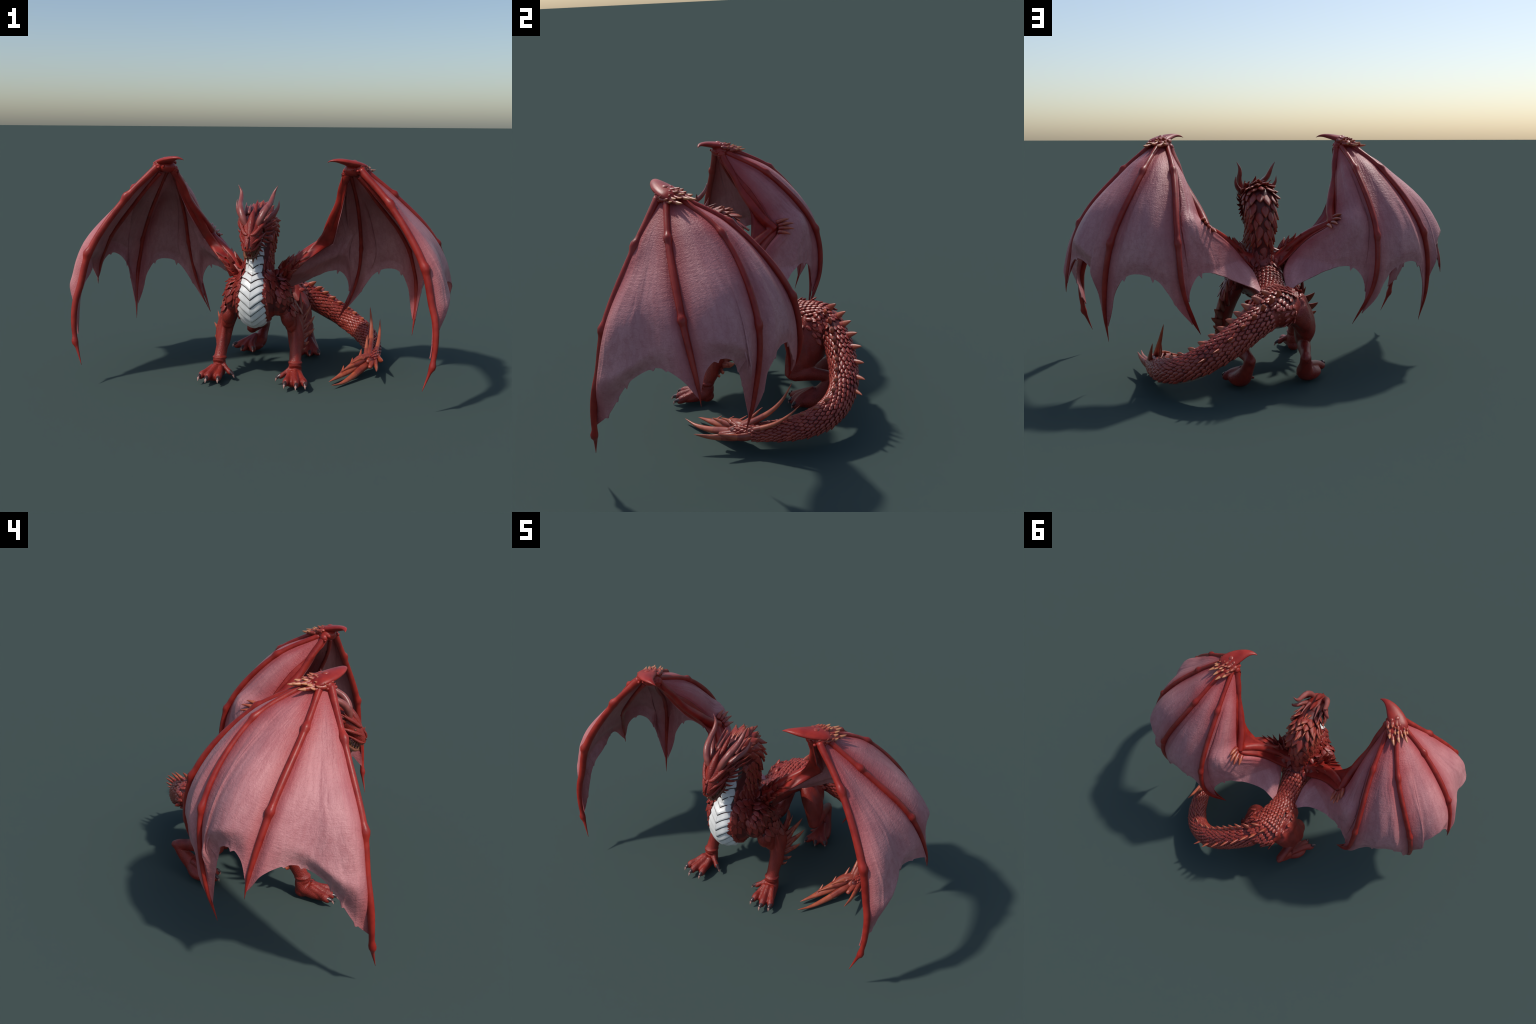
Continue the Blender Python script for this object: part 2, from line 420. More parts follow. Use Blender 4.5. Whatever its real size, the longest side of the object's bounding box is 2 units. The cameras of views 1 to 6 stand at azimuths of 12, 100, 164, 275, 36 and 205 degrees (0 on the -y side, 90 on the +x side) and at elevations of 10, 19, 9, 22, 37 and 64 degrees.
# ------------------------------------------------------------------ scales
def scale_proto(pointed=1.0, ridge=0.25, thick=0.12, nu=7, nl=9, curl=0.12):
    """unit scale: width 1 (x), length 1 (y, base at 0, tip at 1), height in z; closed below"""
    v = []; f = []; m = []
    for i in range(nl):
        t = i/(nl-1)
        w = 0.5*(math.sin(math.pi*min(t/0.45, 1)*0.5)*.45+.55 if t < .45 else (1-((t-.45)/.55)**(2.6-1.4*pointed)))
        w = max(w, 0.012)
        for j in range(nu):
            u = -1+2*j/(nu-1)
            zz = thick*(1-abs(u)**3.2)**0.6*(0.55+0.45*math.sin(math.pi*min(t*1.1, 1))**.6) + ridge*thick*max(0, 1-abs(u)*1.3)**1.2 + curl*t*t
            v.append((u*w, t, zz))
    o = len(v)
    for i in range(nl):
        t = i/(nl-1)
        for j in range(nu):
            p = v[i*nu+j]
            v.append((p[0]*.96, p[1]*.985, curl*t*t-0.07-(.0 if 0 < j < nu-1 else -.06)))
    for i in range(nl-1):
        for j in range(nu-1):
            a = i*nu+j
            f.append((a, a+1, a+nu+1, a+nu)); m.append(1 if i >= nl-3 else 0)
            f.append((o+a, o+a+nu, o+a+nu+1, o+a+1)); m.append(0)
        for j in (0, nu-1):
            a = i*nu+j
            q = (a, a+nu, o+a+nu, o+a); f.append(q if j == 0 else q[::-1]); m.append(1 if i >= nl-3 else 0)
    for i in (0, nl-1):
        for j in range(nu-1):
            a = i*nu+j
            q = (a, o+a, o+a+1, a+1); f.append(q if i == 0 else q[::-1]); m.append(0)
    return np.array(v), f, m

P_ROUND = scale_proto(0.25, 0.22, 0.13, 9, 8, 0.08)
P_MID = scale_proto(0.5, 0.35, 0.13, 9, 8, 0.10)
P_POINT = scale_proto(1.0, 0.7, 0.13, 7, 9, 0.10)

def orient(p, n, f, lift=0.0, twist=0.0):
    n = norm(n); f = norm(f-(f@n)*n); s = np.cross(f, n)
    f2 = f*math.cos(lift)+n*math.sin(lift); n2 = n*math.cos(lift)-f*math.sin(lift)
    f3 = f2*math.cos(twist)+s*math.sin(twist); s3 = np.cross(f3, n2)
    return np.stack([s3, f3, n2], 1)      # columns

def place(geo, proto, p, n, f, w, l, h, lift, twist=0.0, sink=0.15, sel=None):
    R = orient(p, n, f, lift, twist)
    v = (proto[0]*np.array([w, l, h])) @ R.T + p - f*0 - norm(n)*sink*h*0.3
    geo.add(v, proto[1], proto[2] if sel is None else sel)
    return R

def named_scale(name, me, parent, p, n, f, w, l, h, lift, twist):
    R = orient(p, n, f, lift, twist) @ np.diag([w, l, h])
    M = Matrix.Identity(4)
    for i in range(3):
        for j in range(3): M[i][j] = R[i, j]
        M[i][3] = p[i]-norm(n)[i]*h*0.05
    o = obj(name, me, parent); o.matrix_world = M
    return o

def proto_mesh(name, proto, mats):
    g = Geo(); g.add(*proto); return g.mesh(name, mats)

# --- neck: rows of large pointed scales around back and sides (named pieces)
NECKC = spline(NECK, 60)
ME_NECK = proto_mesh('neck_scale', P_POINT, [M_SCALE, M_ORANGE])
ME_NECK2 = proto_mesh('neck_scale_low', P_POINT, [M_SCALE_DARK, M_SCALE])
def ring_scales():
    t, a, b = frames(NECKC[:, :3], (1, 0, 0))
    s = 0.10; r = 0
    while s < 0.99:
        q = (s-.1)/.89
        i = min(int(s*59), 58); fr = s*59-i
        c = NECKC[i, :3]*(1-fr)+NECKC[i+1, :3]*fr
        tt = norm(t[i]*(1-fr)+t[i+1]*fr); aa = a[i]; bb = np.cross(tt, aa)
        if (bb[1] < 0 and abs(bb[1]) > abs(bb[2])) or (abs(bb[2]) >= abs(bb[1]) and bb[2] < 0): bb = -bb
        span = 2.5 if q < .7 else 1.8
        m = 6 if q < .3 else 5
        for j in range(-m-1, m+2):
            th = (j+(0.5 if r % 2 else 0))*span/m+(RNG.random()-.5)*.10
            if abs(th) > span: continue
            d = math.sin(th)*aa+math.cos(th)*bb
            off = (RNG.random()-.5)*.022
            p, n = shoot(c+tt*off, d)
            if p is None: continue
            if p[1] < -.31 and q > .5: continue
            if abs(p[0]) < .050 and p[1] < -.2: continue
            back = max(0, math.cos(th))
            sz = .8+.5*RNG.random()
            w = (.033+.012*back*q+.005*q)*(.85+.3*RNG.random()); l = (.048+.026*back*min(1, q*1.4))*sz
            lift = .07+.10*q*q+.14*RNG.random()*q+(.12*RNG.random() if q > .8 else 0)
            nm = ME_NECK if q > .36 else ME_NECK2
            named_scale('neck_scale', nm, NECK_O, p-n*.003, n, -tt+aa*math.sin(th)*.15, w, l, 0.034+.012*back*q, lift, (RNG.random()-.5)*.35)
        s += .040+.012*q; r += 1
n_neck = ring_scales()

# --- generic lattice on a tube, joined pieces
def tube_scales(geo, C, side, s0, s1, step, wid, ln, proto, angs, lift=0.12, hgt=0.05, lim=None, jitter=.18, flow=1.0, upref=None):
    t, a, b = frames(C[:, :3], side)
    seg = np.concatenate([[0], np.cumsum(np.linalg.norm(np.diff(C[:, :3], axis=0), axis=1))])
    s = s0*seg[-1]; r = 0
    while s < s1*seg[-1]:
        q = s/seg[-1]
        i = min(np.searchsorted(seg, s, side='right')-1, len(C)-2); fr = (s-seg[i])/(seg[i+1]-seg[i])
        row = C[i]*(1-fr)+C[i+1]*fr
        c = row[:3]; tt = norm(t[i]*(1-fr)+t[i+1]*fr); aa = norm(a[i]*(1-fr)+a[i+1]*fr); bb = np.cross(tt, aa)
        W = wid(q) if callable(wid) else wid
        rad = 0.5*(row[3]+row[4])
        dth = W*0.92/rad
        k = int(2*math.pi/dth)
        for j in range(k):
            th = (j+(.5 if r % 2 else 0))*2*math.pi/k
            d = math.cos(th)*aa+math.sin(th)*bb
            if not angs(d, q): continue
            p, n = shoot(c, d, 0.25)
            if p is None or np.linalg.norm(p-c) > 1.45*max(row[3], row[4]): continue
            if lim is not None and not lim(p, n): continue
            place(geo, proto, p, n, flow*tt, W*(1+jitter*(RNG.random()-.5)), (ln(q) if callable(ln) else ln)*(1+jitter*(RNG.random()-.5)), hgt, lift+.08*(RNG.random()-.5), .12*(RNG.random()-.5))
        s += (step(q) if callable(step) else step); r += 1

# tail scales
g = Geo()
TAILF = spline(TAIL, 90)
tube_scales(g, TAILF, (0, 0, 1), 0.0, 0.97, lambda q: .0255-.009*q, lambda q: .0245-.008*q, lambda q: .037-.012*q, P_MID, lambda d, q: d[2] > -0.70, 0.07, 0.032, lim=lambda p, n: p[2] < .415 and p[1] > -.02, jitter=.35)
o = obj('tail_scales', g.mesh('tail_scales', [M_SCALE, M_SCALE]), TAIL_O); o['kind'] = 'stuff'
# back scales
g = Geo()
TORF = spline(TORSO, 60)
tube_scales(g, TORF, (1, 0, 0), 0.16, 0.995, .0215, .0235, .031, P_ROUND, lambda d, q: d[2] > 0.34, 0.07, 0.036,
            lim=lambda p, n: p[2] > .36 and n[2] > .36 and p[1] > -.11, jitter=.35)
o = obj('back_scales', g.mesh('back_scales', [M_SCALE, M_SCALE]), TORSO_O); o['kind'] = 'stuff'

# shoulder, breast and flank scales: scattered evenly over the skin
def scatter(geo, mask, rad, flowfn, w, l, proto, lift, hgt):
    idx = np.nonzero(mask)[0]; RNG.shuffle(idx)
    cell = {}; keep = []
    for i in idx:
        p = co[i]; key = tuple((p//rad).astype(int)); ok = True
        for dx in (-1, 0, 1):
            for dy in (-1, 0, 1):
                for dz in (-1, 0, 1):
                    for q in cell.get((key[0]+dx, key[1]+dy, key[2]+dz), ()):
                        if ((co[q]-p)**2).sum() < rad*rad: ok = False; break
                    if not ok: break
                if not ok: break
            if not ok: break
        if ok: cell.setdefault(key, []).append(i); keep.append(i)
    for i in keep:
        k = .8+.4*RNG.random()
        place(geo, proto, co[i]-flowfn(co[i])*l*.4, N[i], flowfn(co[i]), w*k, l*k, hgt, lift+.08*RNG.random(), .3*(RNG.random()-.5))
    return len(keep)
ax = np.abs(co[:, 0])
plate_zone = (co[:, 1] < -.20) & (ax < .064)
m = (np.isin(lab, [1, 2, 3, 4])) & (co[:, 1] < -.03) & (co[:, 2] > .375) & (co[:, 2] < .645) & ~plate_zone & (N[:, 2] > -.75)
m &= ~((lab == 1) & (co[:, 2] > .60) & (co[:, 1] > -.12))
g = Geo()
scatter(g, m, .0215, lambda p: norm(V(np.sign(p[0])*.2, .25, -1)), .033, .048, P_MID, -.09, .020)
o = obj('shoulder_scales', g.mesh('shoulder_scales', [M_SCALE_DARK, M_SCALE_DARK]), TORSO_O); o['kind'] = 'stuff'

# ------------------------------------------------------------------ breast plates (chevrons down the throat)
def plates():
    """half plates laid left and right of the ventral line, chevron fashion"""
    line = arc_resample(spline([(0, -.240, .785), (0, -.270, .738), (0, -.330, .67), (0, -.392, .585), (0, -.412, .505), (0, -.400, .42), (0, -.355, .345), (0, -.28, .305), (0, -.19, .300)], 120), 200)
    seg = np.linalg.norm(np.diff(line, axis=0), axis=1).sum()
    tan = norm(np.gradient(line, axis=0)); nrm = np.stack([tan[:, 0], -np.abs(tan[:, 2])-0*tan[:, 1], tan[:, 1]*np.sign(1)], 1)
    nrm = norm(np.stack([0*tan[:, 0], tan[:, 2], -tan[:, 1]], 1)); nrm = nrm*np.sign(-nrm[:, 1:2]-.6*nrm[:, 2:3]+1e-9)
    def at(q):
        f = np.clip(q, 0, 1)*199; i = int(min(f, 198)); u = f-i
        return line[i]*(1-u)+line[i+1]*u, norm(nrm[i]*(1-u)+nrm[i+1]*u)
    hw = lambda q: np.interp(q, [0, .15, .35, .55, .75, .88, 1], [.030, .038, .049, .058, .061, .056, .045])
    rows = 15
    for r in range(rows):
        q0, q1 = r/rows, (r+1)/rows
        for sg in (1, -1):
            for colm in (0, 1):
                nu, nl = (9, 7)
                top = []; nor = []
                for i in range(nl):
                    t = i/(nl-1)
                    for j in range(nu):
                        u = j/(nu-1)
                        uu = (u*.80 if colm == 0 else .80+.24*u)
                        q = q0+(q1-q0)*(.03+.86*t)
                        qq = q-uu*hw(q)*(1.15-.30*uu)/seg
                        c, n = at(qq)
                        xx = sg*(.0004+uu*hw(q))
                        c2 = c+V(xx, 0, 0)
                        d = norm(-n+V(-xx*2.2, 0, 0))
                        if q < .38: p, nn = shoot(c2+d*.05+V(xx*.12, 0, 0), norm(n+V(xx*2.2, 0, 0)), .10)
                        else: p, nn = shoot(c2-d*.10+V(xx*.25, 0, 0), d, .25)
                        if p is None: p, nn = snap(c2)
                        nn = norm(nn)
                        h = .0015+.0062*t**1.2+(.0030*(1-u)**2 if colm == 0 else -.0005-.004*u*u)-(.003 if i == nl-1 else 0)
                        top.append(p+nn*h); nor.append(nn)
                top = np.array(top); nor = np.array(nor)
                bot = top-nor*.012
                v = np.concatenate([top, bot]); o_ = len(top); f = []; mm = []
                for i in range(nl-1):
                    for j in range(nu-1):
                        a = i*nu+j
                        f += [(a, a+1, a+nu+1, a+nu), (o_+a, o_+a+nu, o_+a+nu+1, o_+a+1)]; mm += [0, 1]
                    for j in (0, nu-1):
                        a = i*nu+j; f.append((a, a+nu, o_+a+nu, o_+a)); mm.append(0)
                for i in (0, nl-1):
                    for j in range(nu-1):
                        a = i*nu+j; f.append((a, o_+a, o_+a+1, a+1)); mm.append(1)
                gg = Geo(); gg.add(v, f, mm)
                me = gg.mesh('breast_plate', [M_WHITE, M_GROOVE], smooth=True)
                bm = bmesh.new(); bm.from_mesh(me); bmesh.ops.recalc_face_normals(bm, faces=bm.faces); bm.to_mesh(me); bm.free()
                me.set_sharp_from_angle(angle=math.radians(50))
                obj('breast_plate', me, TORSO_O)
        for sg in (1, -1):          # upright red scales that edge the plates
            for dq in (.25, .75):
                q = q0+(q1-q0)*dq; c, n = at(q)
                xx = sg*(hw(q)*1.08+.004); c2 = c+V(xx, 0, 0); d = norm(-n+V(-xx*3, 0, 0))
                p, nn = shoot(c2-d*.10+V(xx*.3, 0, 0), d, .25)
                if p is None or q < .12: continue
                named_scale('breast_border_scale', ME_BORDER, TORSO_O, p-nn*.002, norm(nn), norm(tan[int(q*199)]*np.sign(-tan[int(q*199), 2])), .024, .044, .030, .04, .1*(RNG.random()-.5))
ME_BORDER = proto_mesh('breast_border_scale', P_MID, [M_SCALE_DARK, M_SCALE])
plates()

# ------------------------------------------------------------------ horns, spikes, claws
def horn(name, st, parent, mats, n=18, k=12, side=(1, 0, 0.01), split_at=1.0):
    v, f = loft(st, n, k, side)
    mi = [(1 if (q[0]//k)/(n-1) >= split_at else 0) if len(q) == 4 else (1 if q[0] == n*k+1 and split_at < 1 else 0) for q in f]
    g = Geo(); g.add(v, f, mi)
    return obj(name, g.mesh(name, mats), parent)

def simple_spike(name, base, tip, r, parent, mats, bend=(0, 0, 0), flat=1.0, side=(1, 0, .01), split_at=1.0, n=10, k=10, rpow=1.0):
    base, tip, bend = [np.array(q, float) for q in (base, tip, bend)]
    t = np.linspace(0, 1, n)[:, None]
    C = base*(1-t)+tip*t+bend*4*t*(1-t)
    rad = r*(1-t[:, 0])**rpow+.0004
    return horn(name, np.concatenate([C, rad[:, None], rad[:, None]*flat], 1), parent, mats, n, k, side, split_at)

for sg in (1, -1):
    X = lambda *p: (sg*p[0],)+tuple(p[1:])
    horn('horn', [X(.026, -.372, .845, .015, .015), X(.046, -.368, .890, .0175, .0175), X(.064, -.340, .930, .0165, .0165), X(.077, -.290, .958, .014, .014),
                  X(.081, -.252, .984, .0115, .0115), X(.088, -.230, 1.014, .007, .007), X(.105, -.223, 1.045, .0006, .0006)], HEAD_O, [M_HORN, M_HORN], 26, 14)
    horn('horn', [X(.052, -.320, .868, .014, .013), X(.074, -.290, .890, .0135, .013), X(.096, -.255, .910, .011, .011), X(.109, -.232, .938, .007, .007), X(.111, -.222, .970, .0005, .0005)], HEAD_O, [M_HORN, M_HORN], 20, 12)
    simple_spike('horn', X(.055, -.27, .895), X(.072, -.17, .950), .010, HEAD_O, [M_HORN], (0, .0, .008))
    simple_spike('horn', X(.030, -.30, .905), X(.042, -.19, .945), .010, HEAD_O, [M_HORN], (0, 0, .008))
    # cheek fans and brow frill
    for b, t, r in [((.040, -.395, .845), (.072, -.345, .893), .010), ((.055, -.355, .845), (.090, -.292, .880), .010), ((.058, -.335, .83), (.098, -.27, .862), .011),
                    ((.056, -.33, .812), (.098, -.262, .822), .011), ((.052, -.335, .795), (.088, -.272, .790), .010), ((.050, -.345, .778), (.080, -.292, .764), .009),
                    ((.046, -.36, .762), (.068, -.318, .744), .008), ((.060, -.30, .85), (.102, -.215, .878), .012), ((.062, -.29, .83), (.100, -.195, .845), .012),
                    ((.038, -.372, .738), (.056, -.34, .722), .007)]:
        simple_spike('cheek_spike', X(*b), X(*t), r, HEAD_O, [M_SKIN, M_FIN], (sg*.004, 0, -.006), .55, (0, 0, 1), .5)
    # brow ridge and eye
    horn('brow_ridge', [X(.008, -.432, .812, .006, .006), X(.022, -.424, .818, .010, .008), X(.040, -.402, .838, .010, .009), X(.058, -.368, .862, .009, .008), X(.076, -.325, .888, .002, .002)], HEAD_O, [M_SKIN], 16, 10)
    v, f = ellipsoid(X(.036, -.404, .803), (.008, .008, .0065)); gg = Geo(); gg.add(v, f); obj('eye', gg.mesh('eye', [M_EYE]), HEAD_O)
    horn('cheek_ridge', [X(.016, -.447, .770, .005, .005), X(.034, -.420, .785, .009, .008), X(.050, -.385, .800, .010, .009), X(.062, -.345, .815, .003, .003)], HEAD_O, [M_SKIN], 14, 10)
    horn('lip', [X(.010, -.455, .738, .006, .006), X(.026, -.436, .742, .007, .007), X(.038, -.405, .760, .007, .006), X(.048, -.365, .782, .004, .004)], HEAD_O, [M_SKIN], 14, 10)
    v, f = ellipsoid(X(.013, -.462, .756), (.0035, .004, .005)); gg = Geo(); gg.add(v, f); obj('nostril', gg.mesh('nostril', [M_GROOVE]), HEAD_O)
    # jaw fringe and teeth
    horn('jaw_ridge', [X(.010, -.432, .700, .005, .005), X(.022, -.415, .700, .007, .007), X(.032, -.385, .718, .008, .008), X(.042, -.35, .748, .005, .005)], HEAD_O, [M_JAW], 14, 10)
    for i in range(6):
        q = i/5
        b = V(sg*(.014+.022*q), -.428+.062*q, .704+.022*q); simple_spike('tooth', b, b+V(0, -.006, .016+.006*(i == 1)), .0035, HEAD_O, [M_TOOTH])
        b = V(sg*(.012+.024*q), -.446+.06*q, .734+.018*q); simple_spike('tooth', b, b+V(0, -.002, -.016-.006*(i == 1)), .0035, HEAD_O, [M_TOOTH])
    for b, t in [((.014, -.395, .695), (.012, -.392, .662)), ((.024, -.385, .705), (.030, -.375, .678)), ((.030, -.37, .72), (.044, -.352, .70))]:
        simple_spike('jaw_spike', X(*b), X(*t), .008, HEAD_O, [M_JAW])
horn('horn', [(0, -.428, .806, .012, .009), (0, -.404, .846, .0185, .017), (0, -.368, .890, .0155, .0155), (0, -.310, .938, .0005, .0005)], HEAD_O, [M_SKIN], 18, 12)
horn('horn', [(0, -.35, .86, .012, .013), (0, -.305, .905, .0125, .0125), (0, -.255, .945, .0085, .0085), (0, -.223, .970, .0005, .0005)], HEAD_O, [M_SKIN], 18, 12)
simple_spike('nose_horn', (0, -.436, .788), (0, -.452, .812), .009, HEAD_O, [M_SKIN, M_FIN], (0, -.003, 0), 1, (1, 0, .01), .6)
horn('nose_ridge', [(0, -.462, .748, .004, .003), (0, -.461, .772, .006, .005), (0, -.446, .794, .0065, .006), (0, -.428, .816, .008, .006)], HEAD_O, [M_SKIN], 14, 10)
for p0, p1, r in [((0.012, -.24, .90), (.010, -.166, .958), .011), ((-.014, -.24, .90), (-.006, -.17, .955), .011), ((0, -.19, .92), (0, -.11, .942), .013), ((.022, -.16, .905), (.02, -.07, .925), .013),
                  ((-.022, -.16, .905), (-.02, -.065, .92), .013), ((0, -.13, .90), (0.0, -.045, .912), .014)]:
    simple_spike('crest_spike', p0, p1, r, HEAD_O, [M_SCALE, M_ORANGE], (0, 0, .006), .6, (1, 0, .01), .55)

# claws on the paws
def claw(parent, b, t, r=.0125):
    b, t = np.array(b), np.array(t); m = b*.45+t*.55+V(0, 0, .010)
    d = norm(t-b)
    horn('claw', [(*(b-d*.010+V(0, 0, .004)), r, r), (*m, r*.62, r*.66), (*t, .0008, .0008)], parent, [M_CLAW, M_CLAWTIP], 14, 10, (0, 0, 1), .6)
for sg in (1, -1):
    for b, t in CLAWS_F: claw(FORE[sg], (sg*b[0], b[1], b[2]), (sg*t[0], t[1], t[2]))
for lab_, h in HIND.items():
    par = HINDO[1 if lab_.endswith('l') else -1]
    for b, t in zip(h['toes'], h['claws']): claw(par, np.array(b)*.65+np.array(t)*.35+V(0, 0, .008), t, .0115)

# forearm fins: a fan of blade spikes behind elbow and forearm
for sg in (1, -1):
    X = lambda *p: (sg*p[0],)+tuple(p[1:])
    simple_spike('elbow_spike', X(.196, -.085, .335), X(.200, -.042, .455), .036, FORE[sg], [M_SKIN, M_FIN], X(0.004, .016, -.012), .45, (0, 1, 0), .45, rpow=.7)
    for b, t, r in [((.195, -.100, .310), (.215, -.02, .400), .018), ((.208, -.095, .300), (.253, .017, .372), .026), ((.222, -.105, .285), (.240, -.03, .345), .018), ((.218, -.105, .260), (.277, .000, .314), .025), ((.226, -.115, .245), (.254, -.05, .292), .016), ((.218, -.118, .222), (.284, -.050, .257), .022),
                    ((.225, -.125, .215), (.258, -.08, .245), .014), ((.220, -.136, .185), (.264, -.110, .200), .016), ((.220, -.155, .162), (.250, -.135, .172), .012)]:
        simple_spike('forearm_spike', X(*b), X(*t), r*1.15, FORE[sg], [M_FIN, M_ORANGE], X(.004, 0, -.006), .4, (0, 0, 1), .55, rpow=.75)
    # fins on the wing root
    for b, t, r in [((.100, -.115, .590), (.118, -.115, .640), .014), ((.115, -.110, .600), (.133, -.143, .648), .014), ((.125, -.095, .605), (.150, -.105, .664), .016), ((.145, -.080, .622), (.168, -.058, .668), .018),
                    ((.13, -.150, .560), (.150, -.185, .612), .014), ((.150, -.145, .585), (.172, -.165, .640), .015), ((.165, -.115, .612), (.192, -.120, .672), .015), ((.120, -.165, .535), (.140, -.205, .575), .013), ((.155, -.165, .55), (.185, -.195, .60), .013), ((.18, -.14, .59), (.212, -.155, .635), .012)]:
        simple_spike('shoulder_spike', X(*b), X(*t), r, WING[sg], [M_SCALE_DARK, M_FIN], (0, 0, .004), .45, (1, 0, 0), .45)

# tail spikes: two rows
TS_L = [(.123, .377, .466), (.176, .395, .450), (.227, .405, .419), (.266, .416, .386), (.303, .425, .355), (.346, .432, .324), (.387, .437, .292), (.433, .433, .262), (.477, .425, .236), (.520, .395, .210), (.551, .35, .185), (.573, .295, .165), (.588, .235, .15)]
TS_R = [(.058, .417, .475), (.103, .467, .457), (.153, .495, .430), (.204, .526, .393), (.262, .548, .352), (.325, .562, .30), (.39, .568, .25), (.455, .558, .208)]
for row in (TS_L, TS_R):
    R_ = np.array(row); dirs = np.gradient(R_, axis=0)
    for i, t in enumerate(R_):
        p, n = snap(t); d = norm(dirs[i])
        base = p - d*.024 - n*.010
        k = 1-.5*i/len(R_) if row is TS_R else 1-.35*i/len(R_)
        simple_spike('tail_spike', base, t+n*.004, .024*k, TAIL_O, [M_SCALE, M_ORANGE], n*.005, .52, n, .3, rpow=.8)

# tail blades
def blade(base, tip, r, bend, flat=.5, side=(0, 0, 1), mats=None):
    base, tip, bend = [np.array(q, float) for q in (base, tip, bend)]
    t = np.linspace(0, 1, 14)[:, None]
    C = base*(1-t)+tip*t+bend*4*t*(1-t)
    rad = r*(.72+.55*np.sin(np.clip(t[:, 0]*2.2, 0, 1)*math.pi)*.5)*(1-t[:, 0]**1.25)+.0005
    horn('tail_blade', np.concatenate([C, rad[:, None], rad[:, None]*flat], 1), TAIL_O, mats or [M_FIN, M_ORANGE], 16, 10, side, .3)
B0 = V(.612, .06, .068)
def sickle(path, r, flat=.6, side=(1, 0, 0), name='tail_blade'):
    C = spline(path, 22); t = np.linspace(0, 1, 22)
    rad = 1.3*r*np.minimum(1, .5+2.2*t)*(1-t)**.7+.0005
    horn(name, np.concatenate([C, rad[:, None], (rad*flat)[:, None]], 1), TAIL_O, [M_FIN, M_ORANGE], 26, 10, side, .45)
sickle([(.580, -.03, .078), (.577, .053, .108), (.580, .113, .143), (.580, .171, .185), (.575, .218, .236), (.563, .264, .318)], .0185, .75)
sickle([(.592, -.07, .062), (.607, .058, .095), (.617, .136, .121), (.622, .194, .148), (.623, .255, .193), (.620, .302, .241)], .0165, .75)
sickle([(.590, .09, .085), (.550, .015, .084), (.500, -.062, .056), (.440, -.148, .030), (.389, -.223, .017)], .033, .70, (1, 1, .3))
sickle([(.602, .05, .072), (.560, -.035, .056), (.500, -.140, .024), (.450, -.223, .012), (.411, -.282, .020)], .0195, .8, (1, 1, 0))
sickle([(.612, .06, .072), (.622, -.03, .066), (.630, -.10, .068), (.632, -.178, .079)], .0200, .6, (0, 0, 1))
sickle([(.618, .10, .080), (.636, .04, .078), (.650, -.01, .088), (.660, -.063, .103)], .0190, .6, (0, 0, 1))
sickle([(.566, .00, .088), (.562, .05, .115), (.561, .127, .189)], .0135, .7)
sickle([(.520, -.05, .070), (.530, .00, .092), (.535, .05, .128)], .0120, .6)
sickle([(.480, -.10, .052), (.490, -.06, .068), (.493, -.02, .096)], .0105, .6)
sickle([(.445, -.145, .040), (.450, -.115, .050), (.452, -.09, .070)], .0085, .6)
sickle([(.600, .03, .092), (.545, -.03, .098), (.490, -.085, .082)], .0130, .6, (1, 1, 0))
sickle([(.560, -.02, .085), (.500, -.085, .070), (.440, -.14, .048)], .0130, .6, (1, 1, 0))

# ------------------------------------------------------------------ wings
APEX = V(.505, -.235, 1.140)
F1 = [(.525, -.272, 1.136), (.676, -.335, .975), (.853, -.437, .685), (.894, -.466, .515), (.911, -.481, .450), (.918, -.495, .376), (.916, -.506, .292), (.905, -.513, .232), (.865, -.540, .115)]
F2 = [(.535, -.235, 1.138), (.688, -.193, 1.010), (.910, -.095, .758), (.988, -.030, .49), (.992, -.025, .436)]
F3 = [(.515, -.180, 1.132), (.612, .008, 1.010), (.783, .172, .692), (.822, .150, .40), (.806, .098, .209)]
F4 = [(.470, -.200, 1.125), (.469, .012, 1.012), (.489, .268, .692), (.470, .290, .46), (.383, .221, .243)]
I2 = [(.520, -.255, 1.100), (.60, -.248, 1.015), (.69, -.222, .915), (.77, -.190, .828), (.853, -.136, .738), (.905, -.094, .664), (.953, -.055, .577), (.985, -.030, .493), (.992, -.025, .436)]
I3 = [(.500, -.200, 1.105), (.535, -.160, 1.060), (.592, -.097, .973), (.656, -.017, .882), (.712, .061, .798), (.772, .132, .678), (.797, .154, .59), (.818, .158, .487), (.820, .140, .36), (.806, .098, .209)]
I4 = [(.472, -.190, 1.10), (.485, -.060, 1.003), (.494, .028, .92), (.502, .117, .807), (.506, .182, .668), (.499, .218, .564), (.478, .233, .457), (.437, .236, .34), (.383, .221, .243)]
# wing arm: three edges (front web, under edge, rear edge), each wrist>elbow then elbow>shoulder
FRONT = ([(.425, -.225, 1.115), (.428, -.230, 1.09), (.422, -.195, 1.05), (.406, -.151, .991), (.385, -.116, .931), (.357, -.080, .870), (.332, -.060, .824), (.308, -.056, .775)],
         [(.308, -.056, .775), (.262, -.050, .716), (.215, -.058, .672), (.150, -.080, .618), (.070, -.095, .562)])
UNDER = ([(.458, -.210, 1.10), (.453, -.196, 1.041), (.438, -.165, .975), (.422, -.125, .906), (.408, -.094, .855), (.389, -.029, .783), (.368, .030, .710)],
         [(.368, .030, .710), (.298, -.080, .673), (.240, -.135, .632), (.196, -.155, .595), (.150, -.172, .540), (.070, -.155, .500)])
REAR = ([(.455, -.215, 1.110), (.435, -.170, 1.05), (.424, -.140, 1.018), (.397, -.067, .955), (.377, -.014, .885), (.364, .022, .830), (.348, .056, .776), (.325, .100, .745)],
        [(.325, .100, .745), (.293, .095, .724), (.257, .071, .698), (.219, .044, .668), (.175, .018, .625), (.120, -.008, .560), (.060, -.030, .500)])
def two(c, n, k1=.6):
    n1 = int(n*k1); return np.concatenate([arc_resample(spline(c[0], 80), n1), arc_resample(spline(c[1], 80), n-n1+1)[1:]])
